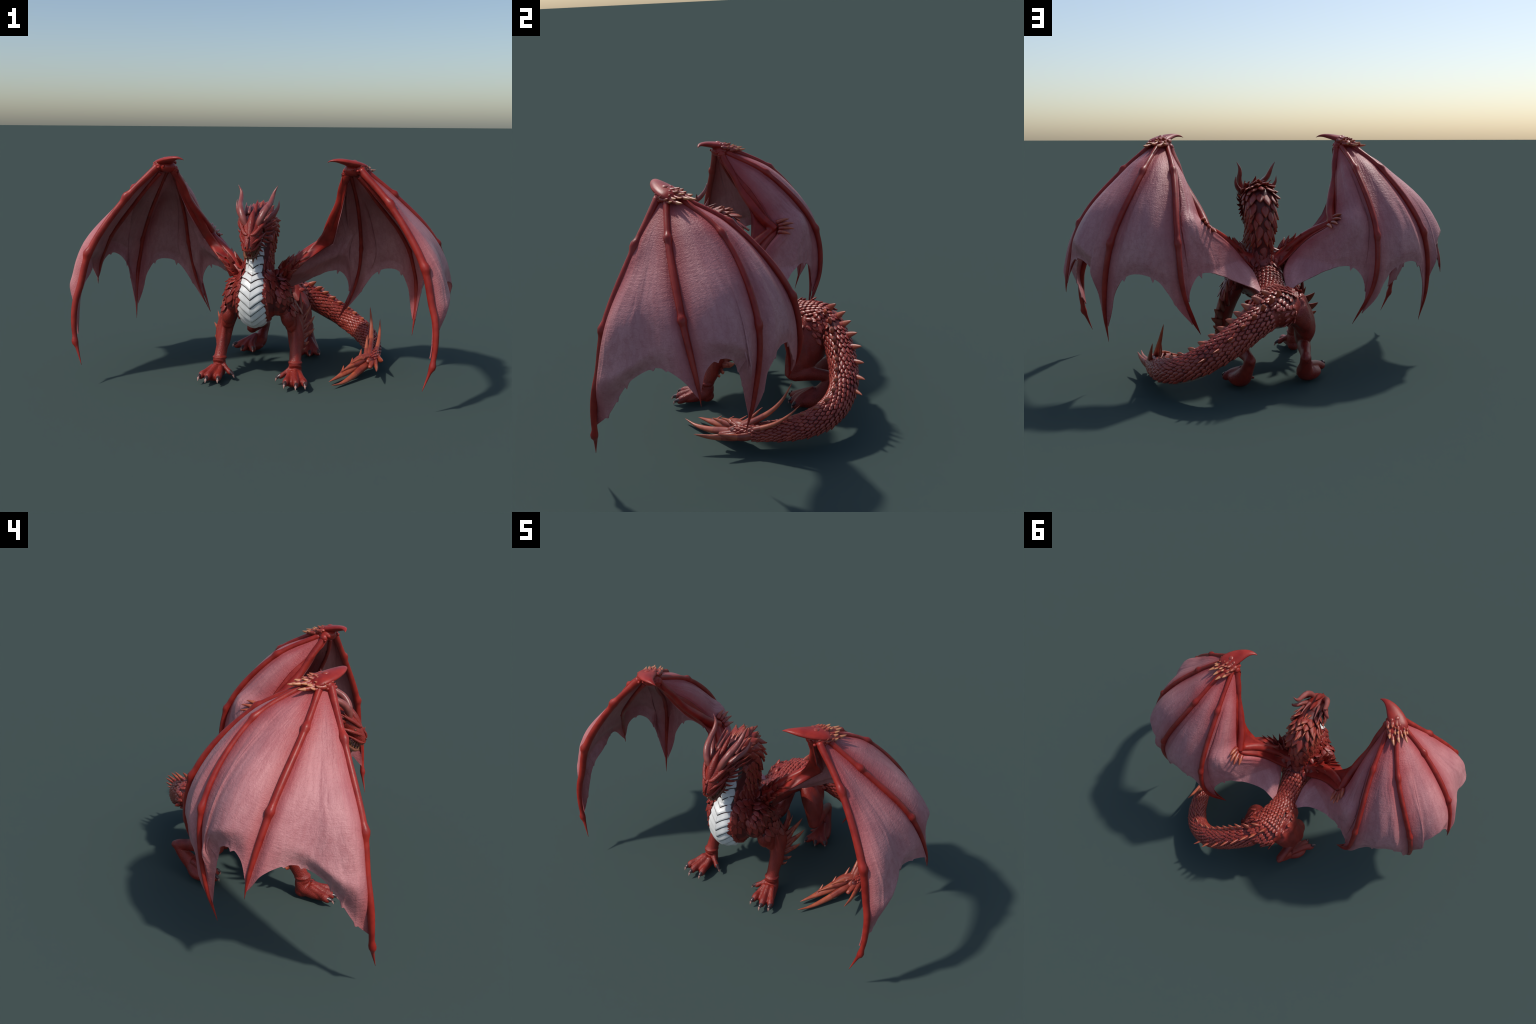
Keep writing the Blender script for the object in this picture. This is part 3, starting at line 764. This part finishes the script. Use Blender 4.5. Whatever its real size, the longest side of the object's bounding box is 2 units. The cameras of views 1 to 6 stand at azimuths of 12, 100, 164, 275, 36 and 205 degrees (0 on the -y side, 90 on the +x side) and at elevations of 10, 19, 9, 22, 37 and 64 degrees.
def three(c, flank, n, k=(.48, .30, .22)):
    a, b = int(n*k[0]), int(n*k[1]); f = [c[1][-2]]+flank
    return np.concatenate([arc_resample(spline(c[0], 80), a), arc_resample(spline(c[1][:-1], 80), b+1)[1:], arc_resample(spline(f, 80), n-a-b+1)[1:]])
# torn trailing edges of the four sails
TE12 = [(.897, -.507, .270), (.922, -.440, .335), (.942, -.375, .436), (.940, -.325, .500), (.934, -.26, .545), (.948, -.20, .572), (.972, -.150, .573), (.998, -.085, .545), (.990, -.03, .465)]
TE23 = [(.987, -.028, .480), (.962, .000, .580), (.940, .030, .607), (.920, .065, .608), (.893, .086, .588), (.862, .098, .545), (.845, .112, .44), (.822, .118, .300)]
TE34 = [(.808, .128, .290), (.790, .172, .375), (.770, .198, .475), (.748, .221, .519), (.707, .235, .550), (.656, .252, .552), (.616, .260, .539), (.577, .256, .512), (.542, .257, .465), (.490, .268, .38), (.425, .245, .30)]
TE4B = [(.425, .245, .30), (.440, .250, .40), (.437, .242, .45), (.420, .237, .495), (.398, .226, .522), (.366, .212, .537), (.335, .193, .535), (.297, .177, .527), (.259, .159, .512), (.204, .142, .482), (.147, .138, .457), (.090, .156, .430), (.062, .164, .410)]
FINGERS = [F1, F2, F3, F4]

def finger_curve(F, n):
    return arc_resample(spline(F, 160), n)

def seg_dist_nodes(nt, co_out, segs):
    """smallest distance from the point to any of the line segments, in nodes"""
    cur = None
    for a, b in segs:
        a = np.array(a); b = np.array(b); d = b-a; L = np.linalg.norm(d); d = d/L
        sub = nd(nt, 'ShaderNodeVectorMath', operation='SUBTRACT'); nt.links.new(co_out, sub.inputs[0]); sub.inputs[1].default_value = tuple(a)
        dot = nd(nt, 'ShaderNodeVectorMath', operation='DOT_PRODUCT'); nt.links.new(sub.outputs[0], dot.inputs[0]); dot.inputs[1].default_value = tuple(d)
        cl = nd(nt, 'ShaderNodeClamp'); nt.links.new(dot.outputs['Value'], cl.inputs[0]); cl.inputs[1].default_value = 0; cl.inputs[2].default_value = L
        sc = nd(nt, 'ShaderNodeVectorMath', operation='SCALE'); sc.inputs[0].default_value = tuple(d); nt.links.new(cl.outputs[0], sc.inputs['Scale'])
        ds = nd(nt, 'ShaderNodeVectorMath', operation='DISTANCE'); nt.links.new(sub.outputs[0], ds.inputs[0]); nt.links.new(sc.outputs[0], ds.inputs[1])
        cur = ds.outputs['Value'] if cur is None else math_(nt, 'MINIMUM', cur, ds.outputs['Value'])
    return cur

def membrane_material():
    m, nt, b = new_mat('dusky_pink_wing_membrane', 0.46, 0.40)
    tc = nd(nt, 'ShaderNodeTexCoord').outputs['Object']
    sep = nd(nt, 'ShaderNodeSeparateXYZ'); nt.links.new(tc, sep.inputs[0])
    cmb = nd(nt, 'ShaderNodeCombineXYZ')
    nt.links.new(math_(nt, 'ABSOLUTE', sep.outputs[0]), cmb.inputs[0]); nt.links.new(sep.outputs[1], cmb.inputs[1]); nt.links.new(sep.outputs[2], cmb.inputs[2])
    p = cmb.outputs[0]
    segs = []
    for F in FINGERS:
        C = finger_curve(F, 5)
        segs += [(C[i], C[i+1]) for i in range(4)]
    segs += [(REAR[0][0], REAR[0][-1]), (REAR[0][-1], REAR[1][-2])]
    d = seg_dist_nodes(nt, p, segs)
    wob = noise(nt, p, 9, 4)
    d2 = math_(nt, 'ADD', d, math_(nt, 'MULTIPLY', math_(nt, 'SUBTRACT', wob, .5), .05))
    near = ramp(nt, math_(nt, 'DIVIDE', d2, .12, clamp=True), [(0.0, (1, 1, 1)), (0.30, (.62, .62, .62)), (0.55, (.22, .22, .22)), (1.0, (0, 0, 0))])
    dis = nd(nt, 'ShaderNodeVectorMath', operation='DISTANCE'); nt.links.new(p, dis.inputs[0]); dis.inputs[1].default_value = tuple(APEX)
    apex = ramp(nt, math_(nt, 'DIVIDE', dis.outputs['Value'], .9, clamp=True), [(0.05, (1, 1, 1)), (0.75, (0, 0, 0))])
    base = ramp(nt, noise(nt, p, 7, 5), [(.3, (.48, .195, .205)), (.7, (.60, .275, .275))])
    red = mixc(nt, wob, (.36, .045, .048), (.44, .080, .080))
    f = math_(nt, 'ADD', math_(nt, 'MULTIPLY', near, .85), math_(nt, 'MULTIPLY', apex, .38), clamp=True)
    col = mixc(nt, f, base, red)
    # veins and fine leather
    vor = nd(nt, 'ShaderNodeTexVoronoi', feature='DISTANCE_TO_EDGE'); vor.inputs['Scale'].default_value = 42
    wn = nd(nt, 'ShaderNodeTexNoise'); wn.inputs['Scale'].default_value = 20; nt.links.new(p, wn.inputs['Vector'])
    wm = nd(nt, 'ShaderNodeVectorMath', operation='MULTIPLY_ADD'); nt.links.new(wn.outputs['Color'], wm.inputs[0]); wm.inputs[1].default_value = (.05, .05, .05); nt.links.new(p, wm.inputs[2])
    nt.links.new(wm.outputs[0], vor.inputs['Vector'])
    vein = ramp(nt, vor.outputs['Distance'], [(0.0, (1, 1, 1)), (0.05, (0, 0, 0))])
    col = mixc(nt, math_(nt, 'MULTIPLY', vein, .24), col, (.30, .06, .07))
    sb = nd(nt, 'ShaderNodeVectorMath', operation='SUBTRACT'); nt.links.new(p, sb.inputs[0]); sb.inputs[1].default_value = tuple(APEX)
    nm_ = nd(nt, 'ShaderNodeVectorMath', operation='NORMALIZE'); nt.links.new(sb.outputs[0], nm_.inputs[0])
    mad = nd(nt, 'ShaderNodeVectorMath', operation='MULTIPLY_ADD'); nt.links.new(p, mad.inputs[0]); mad.inputs[1].default_value = (.16, .16, .16); nt.links.new(nm_.outputs[0], mad.inputs[2])
    streak = noise(nt, mad.outputs[0], 30, 5, .6)
    col = mixc(nt, math_(nt, 'MULTIPLY', ramp(nt, streak, [(.42, (0, 0, 0)), (.62, (1, 1, 1))]), .30), col, (.34, .09, .10))
    nt.links.new(col, b.inputs['Base Color'])
    n1 = bump(nt, b, noise(nt, p, 170, 4), .45, .004)
    n1 = bump(nt, b, streak, .35, .006, n1)
    n1 = bump(nt, b, vor.outputs['Distance'], .16, .004, n1)
    # fine creases that ring the wrist
    rc = nd(nt, 'ShaderNodeVectorMath', operation='SCALE'); nt.links.new(nm_.outputs[0], rc.inputs[0]); rc.inputs['Scale'].default_value = 2.2
    rs = nd(nt, 'ShaderNodeSeparateXYZ'); nt.links.new(rc.outputs[0], rs.inputs[0])
    rj = nd(nt, 'ShaderNodeCombineXYZ'); nt.links.new(math_(nt, 'MULTIPLY', dis.outputs['Value'], 22), rj.inputs[0]); nt.links.new(rs.outputs[0], rj.inputs[1]); nt.links.new(rs.outputs[1], rj.inputs[2])
    bump(nt, b, noise(nt, rj.outputs[0], 4.5, 5, .6), .34, .005, n1)
    return m
M_MEMB = membrane_material()

def tri(x, c, w): return max(0.0, 1-abs(x-c)/w)

def fbm2(u, v, seed, oct=4):
    """smooth value noise on a 2-D grid of coordinates"""
    r = np.random.default_rng(seed); out = 0; amp = 1.0
    for k in range(oct):
        G = r.random((64, 64))*2-1
        uu, vv = u*2**k, v*2**k
        i, j = np.floor(uu).astype(int), np.floor(vv).astype(int); a, b = uu-i, vv-j
        a = a*a*(3-2*a); b = b*b*(3-2*b); i %= 64; j %= 64; i1 = (i+1) % 64; j1 = (j+1) % 64
        out = out+amp*((G[i, j]*(1-a)+G[i1, j]*a)*(1-b)+(G[i, j1]*(1-a)+G[i1, j1]*a)*b); amp *= .55
    return out
def sstep(a, b, x):
    t = np.clip((x-a)/(b-a), 0, 1); return t*t*(3-2*t)

def panel(sg, A, B, Ai, Bi, TE, send, teeth, bulge, ibulge, wr_amp, seed, name, nu=70, ns=90, join=.76, pq=(.7, .7)):
    """double-skinned sail between two fingers: outer skin A..B, inner skin Ai..Bi, both ending in the trailing edge TE"""
    t = np.linspace(0, 1, nu); S = np.linspace(0, 1, ns)[:, None]; T = t[None]
    na = len(A)
    def ruled(CA, CB):
        P = np.zeros((ns, nu, 3))
        for j, tj in enumerate(t):
            fa = S[:, 0]*send(tj)*(na-1); i = np.clip(fa.astype(int), 0, na-2); q = (fa-i)[:, None]
            P[:, j] = (CA[i]*(1-q)+CA[i+1]*q)*(1-tj)+(CB[i]*(1-q)+CB[i+1]*q)*tj
        return P
    te = arc_resample(spline(TE, 200), nu)
    P = ruled(A, B); Q = ruled(Ai, Bi)
    corr = te-P[-1]
    P = P+corr[None]*(S**1.6)[..., None]
    # torn teeth pull the edge down along the sail
    dn = norm(P[-1]-P[-4])
    tooth = np.array([sum(h*max(0, 1-abs(tj-c)/w)**1.3 for c, w, h in teeth) for tj in t])
    P = P+(dn*tooth[:, None])[None]*(sstep(.93, 1, S))[..., None]
    n = norm(np.cross(np.gradient(P, axis=1), np.gradient(P, axis=0)))
    cen = V(.35, -.15, .55)
    if ((P-cen)*n).sum() < 0: n = -n
    pk = pq[0]/(pq[0]+pq[1]); prof = (T**pq[0]*(1-T)**pq[1])/(pk**pq[0]*(1-pk)**pq[1])
    f0 = .70+.23*np.sin(math.pi*T)**.8; fade = 1-sstep(0, 1, (S-f0)/(1-f0))
    wrk = fbm2(T*9+.8*fbm2(T*3, S*4, seed+50, 2), S*1.6+T*2, seed, 4)*np.clip(S*1.7-.1, 0, 1)*np.sin(math.pi*T)**.4
    P = P+n*((bulge(S, T)*prof)*fade+wrk*wr_amp)[..., None]
    w = sstep(join, 1.0, S)[..., None]
    wri = fbm2(T*9+.8*fbm2(T*3, S*4, seed+60, 2), S*1.6+T*2, seed+9, 4)*np.clip(S*1.7-.1, 0, 1)*np.sin(math.pi*T)**.4
    Q = Q-n*(ibulge(S, T)*np.sin(math.pi*T)**.7*fade+wri*wr_amp)[..., None]
    th = .0024
    Pe = P-n*(2*th)
    Q = Q*(1-w)+Pe*w
    gap = ((P-Q)*n).sum(2); Q = Q-n*np.clip(2*th-gap, 0, 1)[..., None]
    v = np.concatenate([P.reshape(-1, 3), Q.reshape(-1, 3)]); o_ = ns*nu; f = []
    for i in range(ns-1):
        for j in range(nu-1):
            a = i*nu+j
            f += [(a, a+1, a+nu+1, a+nu), (o_+a, o_+a+nu, o_+a+nu+1, o_+a+1)]
        for j in (0, nu-1):
            a = i*nu+j; f.append((a, a+nu, o_+a+nu, o_+a) if j == 0 else (a, o_+a, o_+a+nu, a+nu))
    for i in (0, ns-1):
        for j in range(nu-1):
            a = i*nu+j; f.append((a, o_+a, o_+a+1, a+1) if i == 0 else (a, a+1, o_+a+1, o_+a))
    v[:, 0] *= sg
    g = Geo(); g.add(v, f)
    me = g.mesh(name, [M_MEMB])
    bm = bmesh.new(); bm.from_mesh(me); bmesh.ops.recalc_face_normals(bm, faces=bm.faces); bm.to_mesh(me); bm.free()
    me.set_sharp_from_angle(angle=math.radians(60))
    return obj(name, me, WING[sg])

NS = 200
CF = [finger_curve(F, NS) for F in FINGERS]
CI = [CF[0]]+[finger_curve(F, NS) for F in (I2, I3, I4)]
CARM = three(REAR, [(.080, .04, .505), (.068, .10, .450), (.062, .160, .415)], NS)
UND2 = (UNDER[0], [UNDER[1][0]]+[tuple(.45*np.array(a)+.55*np.array(b)) for a, b in zip(UNDER[1][1:], REAR[1][2:])])
CARMI = three(UND2, [(.085, -.01, .48), (.068, .07, .435), (.062, .158, .405)], NS)

def edge(t, a, mid, b, c=.5, p=2.0):
    if t < c: return mid+(a-mid)*((c-t)/c)**p
    return mid+(b-mid)*((t-c)/(1-c))**p

def finger(sg, F, name, r0, knots, tipclaw):
    n = 90
    C = finger_curve(F, n); s = np.linspace(0, 1, n)
    rad = np.interp(s, [0, .1, .45, .75, .9, 1.0], [r0*1.15, r0*.95, r0*1.12, r0*.95, r0*.62, .0006])
    ra = rad.copy()
    out = norm(C-V(.40, -.12, .55))
    Cc = C.copy()
    for kpos in knots:
        g_ = np.exp(-((s-kpos)/.016)**2)
        ra = ra+g_*r0*.38
        Cc += out*(g_*r0*.30)[:, None]
    st = np.concatenate([Cc, ra[:, None], ra[:, None]], 1)
    t, a, b = frames(Cc, out)
    k = 14; th = np.linspace(0, 2*math.pi, k, endpoint=False)
    v = (Cc[:, None]+a[:, None]*(ra[:, None]*np.cos(th)[None]*1.12)[..., None]+b[:, None]*(ra[:, None]*np.sin(th)[None])[..., None]).reshape(-1, 3)
    f = [(i*k+j, i*k+(j+1) % k, (i+1)*k+(j+1) % k, (i+1)*k+j) for i in range(n-1) for j in range(k)]
    f += [tuple(range(k))[::-1], tuple((n-1)*k+j for j in range(k))]
    v[:, 0] *= sg
    g = Geo(); g.add(v, f); me = g.mesh(name, [M_BONE])
    bm = bmesh.new(); bm.from_mesh(me); bmesh.ops.recalc_face_normals(bm, faces=bm.faces); bm.to_mesh(me); bm.free()
    return obj(name, me, WING[sg])

def knot_pos(F):
    C = finger_curve(F, 400)
    return [np.argmin(np.linalg.norm(C-np.array(p), axis=1))/399 for p in F[1:-1]]

for sg in (1, -1):
    for F, r0 in zip(FINGERS, (.0155, .0135, .0125, .0125)):
        kp = knot_pos(F)
        kp = [kp[0], kp[1], kp[6]] if F is F1 else kp[:2]
        finger(sg, F, 'wing_finger', r0, kp, None)
    for F in (I2, I3, I4):
        kp = [np.argmin(np.linalg.norm(finger_curve(F, 400)-np.array(F[4 if F is not I3 else 5]), axis=1))/399]
        finger(sg, F, 'wing_finger', .0092, kp, None)
    panel(sg, CF[0], CF[1], CI[0], CI[1], TE12, lambda t: edge(t, .86, .74, .95, .5, 1.8), [(.14, .02, .02), (.30, .02, .022), (.42, .02, .018), (.62, .016, .014), (.72, .016, .012)],
          lambda S, T: .020*sstep(0, .35, S)+.048*sstep(.35, .75, S), lambda S, T: -.045*np.sin(math.pi*S), .0022, 1, 'wing_membrane', pq=(.5, 1.9))
    panel(sg, CF[1], CF[2], CI[1], CI[2], TE23, lambda t: edge(t, .93, .72, .90, .5, 2.0), [(.30, .018, .018), (.55, .018, .020), (.70, .018, .016)],
          lambda S, T: .033*sstep(0, .35, S)+.030*sstep(.3, .7, S), lambda S, T: -.110*sstep(.08, .55, S)*(1-.45*sstep(.7, 1, S)), .0022, 2, 'wing_membrane', pq=(1.3, .6))
    panel(sg, CF[2], CF[3], CI[2], CI[3], TE34, lambda t: edge(t, .90, .72, .90, .48, 2.0), [(.18, .016, .016), (.39, .014, .020), (.58, .014, .024), (.80, .016, .016)],
          lambda S, T: .010*sstep(0, .4, S), lambda S, T: -.075*sstep(.12, .55, S)*(1-.5*sstep(.65, 1, S)), .0035, 3, 'wing_membrane')
    panel(sg, CF[3], CARM, CI[3], CARMI, TE4B, lambda t: edge(t, .90, .735, 1.0, .33, 1.4), [(.10, .016, .018), (.20, .016, .020), (.42, .014, .022)],
          lambda S, T: .004+.016*np.sin(math.pi*S), lambda S, T: -.075*np.sin(math.pi*np.clip(S*1.2, 0, 1)), .0050, 4, 'wing_membrane')
    # red arm: three-edged body with a thin web in front
    n_ = 72
    E_, U_, R_ = two(FRONT, n_), two(UNDER, n_), two(REAR, n_)
    ring = []
    for i in range(n_):
        e, u, r = E_[i], U_[i], R_[i]; c = (e+u+r)/3
        pts = []
        for a, b in ((e, u), (u, r), (r, e)):
            for q in np.linspace(0, 1, 6)[:-1]:
                p = a*(1-q)+b*q; m_ = (a+b)/2-c
                fr_ = i/(n_-1); web = (-.020 if a is r else (-.006 if a is e else .006))*math.exp(-((fr_-.58)/.30)**2)
                pts.append(p+norm(m_)*web*math.sin(math.pi*q))
        pts = np.array(pts)
        ring.append(pts*.7+.15*np.roll(pts, 1, 0)+.15*np.roll(pts, -1, 0))
    R3 = np.array(ring); k_ = R3.shape[1]
    # tendons along the arm
    ph = np.arange(k_)/k_*2*math.pi
    R3 = R3+(R3-R3.mean(1, keepdims=True))*(.085*np.sin(ph*4+np.linspace(0, 3, n_)[:, None])+.03*np.sin(ph*9+np.linspace(0, 9, n_)[:, None]))[..., None]
    v = R3.reshape(-1, 3).copy(); f = [(i*k_+j, i*k_+(j+1) % k_, (i+1)*k_+(j+1) % k_, (i+1)*k_+j) for i in range(n_-1) for j in range(k_)]
    f += [tuple(range(k_)), tuple((n_-1)*k_+j for j in range(k_))[::-1]]
    v[:, 0] *= sg
    g = Geo(); g.add(v, f); me = g.mesh('wing_arm', [M_BONE])
    bm = bmesh.new(); bm.from_mesh(me); bmesh.ops.recalc_face_normals(bm, faces=bm.faces); bm.to_mesh(me); bm.free()
    o = obj('wing_arm', me, WING[sg])
    # fins on the front of the wing root, lying along the arm
    AC = R3.mean(1)
    rr = np.random.default_rng(31)
    for i in range(57, 71, 3):
        for j in (1, 3, 13):
            p = R3[i, (j+(i//4) % 2) % k_]; d = norm(AC[i-8]-AC[i]); o_n = norm(p-AC[i])
            L_ = .036+.024*rr.random()
            tip = p+d*L_+o_n*(.016+.016*rr.random()); b_ = p-o_n*.010-d*.010
            b_, tip = b_.copy(), tip.copy(); b_[0] *= sg; tip[0] *= sg
            simple_spike('shoulder_spike', b_, tip, .0125, WING[sg], [M_SCALE_DARK, M_FIN], (0, 0, .002), .5, (1, 0, .01), .45, rpow=.7)
    X = lambda *p: (sg*p[0],)+tuple(p[1:])
    # wrist knuckle and beaked hood
    for c, r in [((.486, -.236, 1.132), (.046, .050, .032)), ((.525, -.262, 1.136), (.026, .026, .026)), ((.452, -.222, 1.118), (.021, .022, .022)), ((.530, -.225, 1.140), (.024, .026, .024)), ((.500, -.190, 1.134), (.030, .034, .022))]:
        v, f = ellipsoid(X(*c), r); g = Geo(); g.add(v, f); obj('wing_knuckle', g.mesh('wing_knuckle', [M_BONE]), WING[sg])
    horn('wing_claw', [X(.367, -.326, 1.171, .0006, .0006), X(.382, -.325, 1.178, .004, .007), X(.405, -.319, 1.181, .008, .016), X(.435, -.303, 1.177, .013, .029), X(.468, -.276, 1.168, .017, .043), X(.500, -.243, 1.157, .019, .051), X(.525, -.215, 1.146, .017, .048), X(.540, -.197, 1.138, .006, .035)], WING[sg], [M_BONE], 30, 20, (0, 0, 1))
    # rows of spikes over the wrist
    across = norm(V(.80, -.55, -.1)); backw = norm(V(.50, .80, -.28))
    wr_ = np.random.default_rng(12)
    for off, ln, rr, m in [(-.012, 0, .0125, 5), (.008, .020, .0125, 6), (.026, .028, .0125, 5), (.044, .036, .0125, 5), (.060, .058, .0120, 4)]:
        for j in range(m):
            u = (j-(m-1)/2)/((m-1)/2)*(1 if off < .05 else .72)+(wr_.random()-.5)*.22
            base = V(.500, -.235, 1.168)+across*u*.047+backw*(off+.010*(wr_.random()-.5))-V(0, 0, 1)*(.017*u*u+.22*max(off, 0)*.5)
            k_ = .8+.45*wr_.random()
            if ln == 0:
                c = base.copy(); c[0] *= sg
                v, f = ellipsoid(c, (rr*k_, rr*k_*1.2, rr*.7*k_)); g = Geo(); g.add(v, f); obj('wrist_knob', g.mesh('wrist_knob', [M_SCALE]), WING[sg]); continue
            tip = base+backw*(ln*k_)+V(0, 0, .012+.006*wr_.random())+across*(u*.008+.010*(wr_.random()-.5))
            b2, t2 = (base-backw*.012-V(0, 0, .004)).copy(), tip.copy(); b2[0] *= sg; t2[0] *= sg
            simple_spike('wrist_spike', b2, t2, rr*k_, WING[sg], [M_SCALE, M_TIP] if ln > .03 else [M_SCALE, M_ORANGE], (0, 0, -.004), .85, (1, 0, .01), .5, rpow=.6)
    # knobs where the fingers spring from the wrist
    for c in [(.545, -.262, 1.128), (.556, -.238, 1.134), (.552, -.215, 1.136), (.535, -.280, 1.126), (.515, -.292, 1.130), (.462, -.268, 1.138), (.448, -.245, 1.130), (.538, -.195, 1.132), (.440, -.228, 1.108), (.470, -.200, 1.122), (.490, -.286, 1.136)]:
        k_ = .8+.5*wr_.random()
        v, f = ellipsoid(X(*c), (.0095*k_, .0095*k_, .008*k_)); g = Geo(); g.add(v, f); obj('wrist_knob', g.mesh('wrist_knob', [M_BONE]), WING[sg])
    # elbow spikes
    for b, t in [((.338, .080, .772), (.348, .148, .790)), ((.332, .092, .758), (.334, .174, .770)), ((.322, .096, .744), (.314, .178, .745)), ((.302, .094, .730), (.290, .160, .722)), ((.340, .085, .750), (.340, .150, .742))]:
        simple_spike('elbow_spike', X(*b), X(*t), .0145, WING[sg], [M_SCALE, M_ORANGE], (0, 0, .004), .8, (1, 0, .01), .3, rpow=.6)
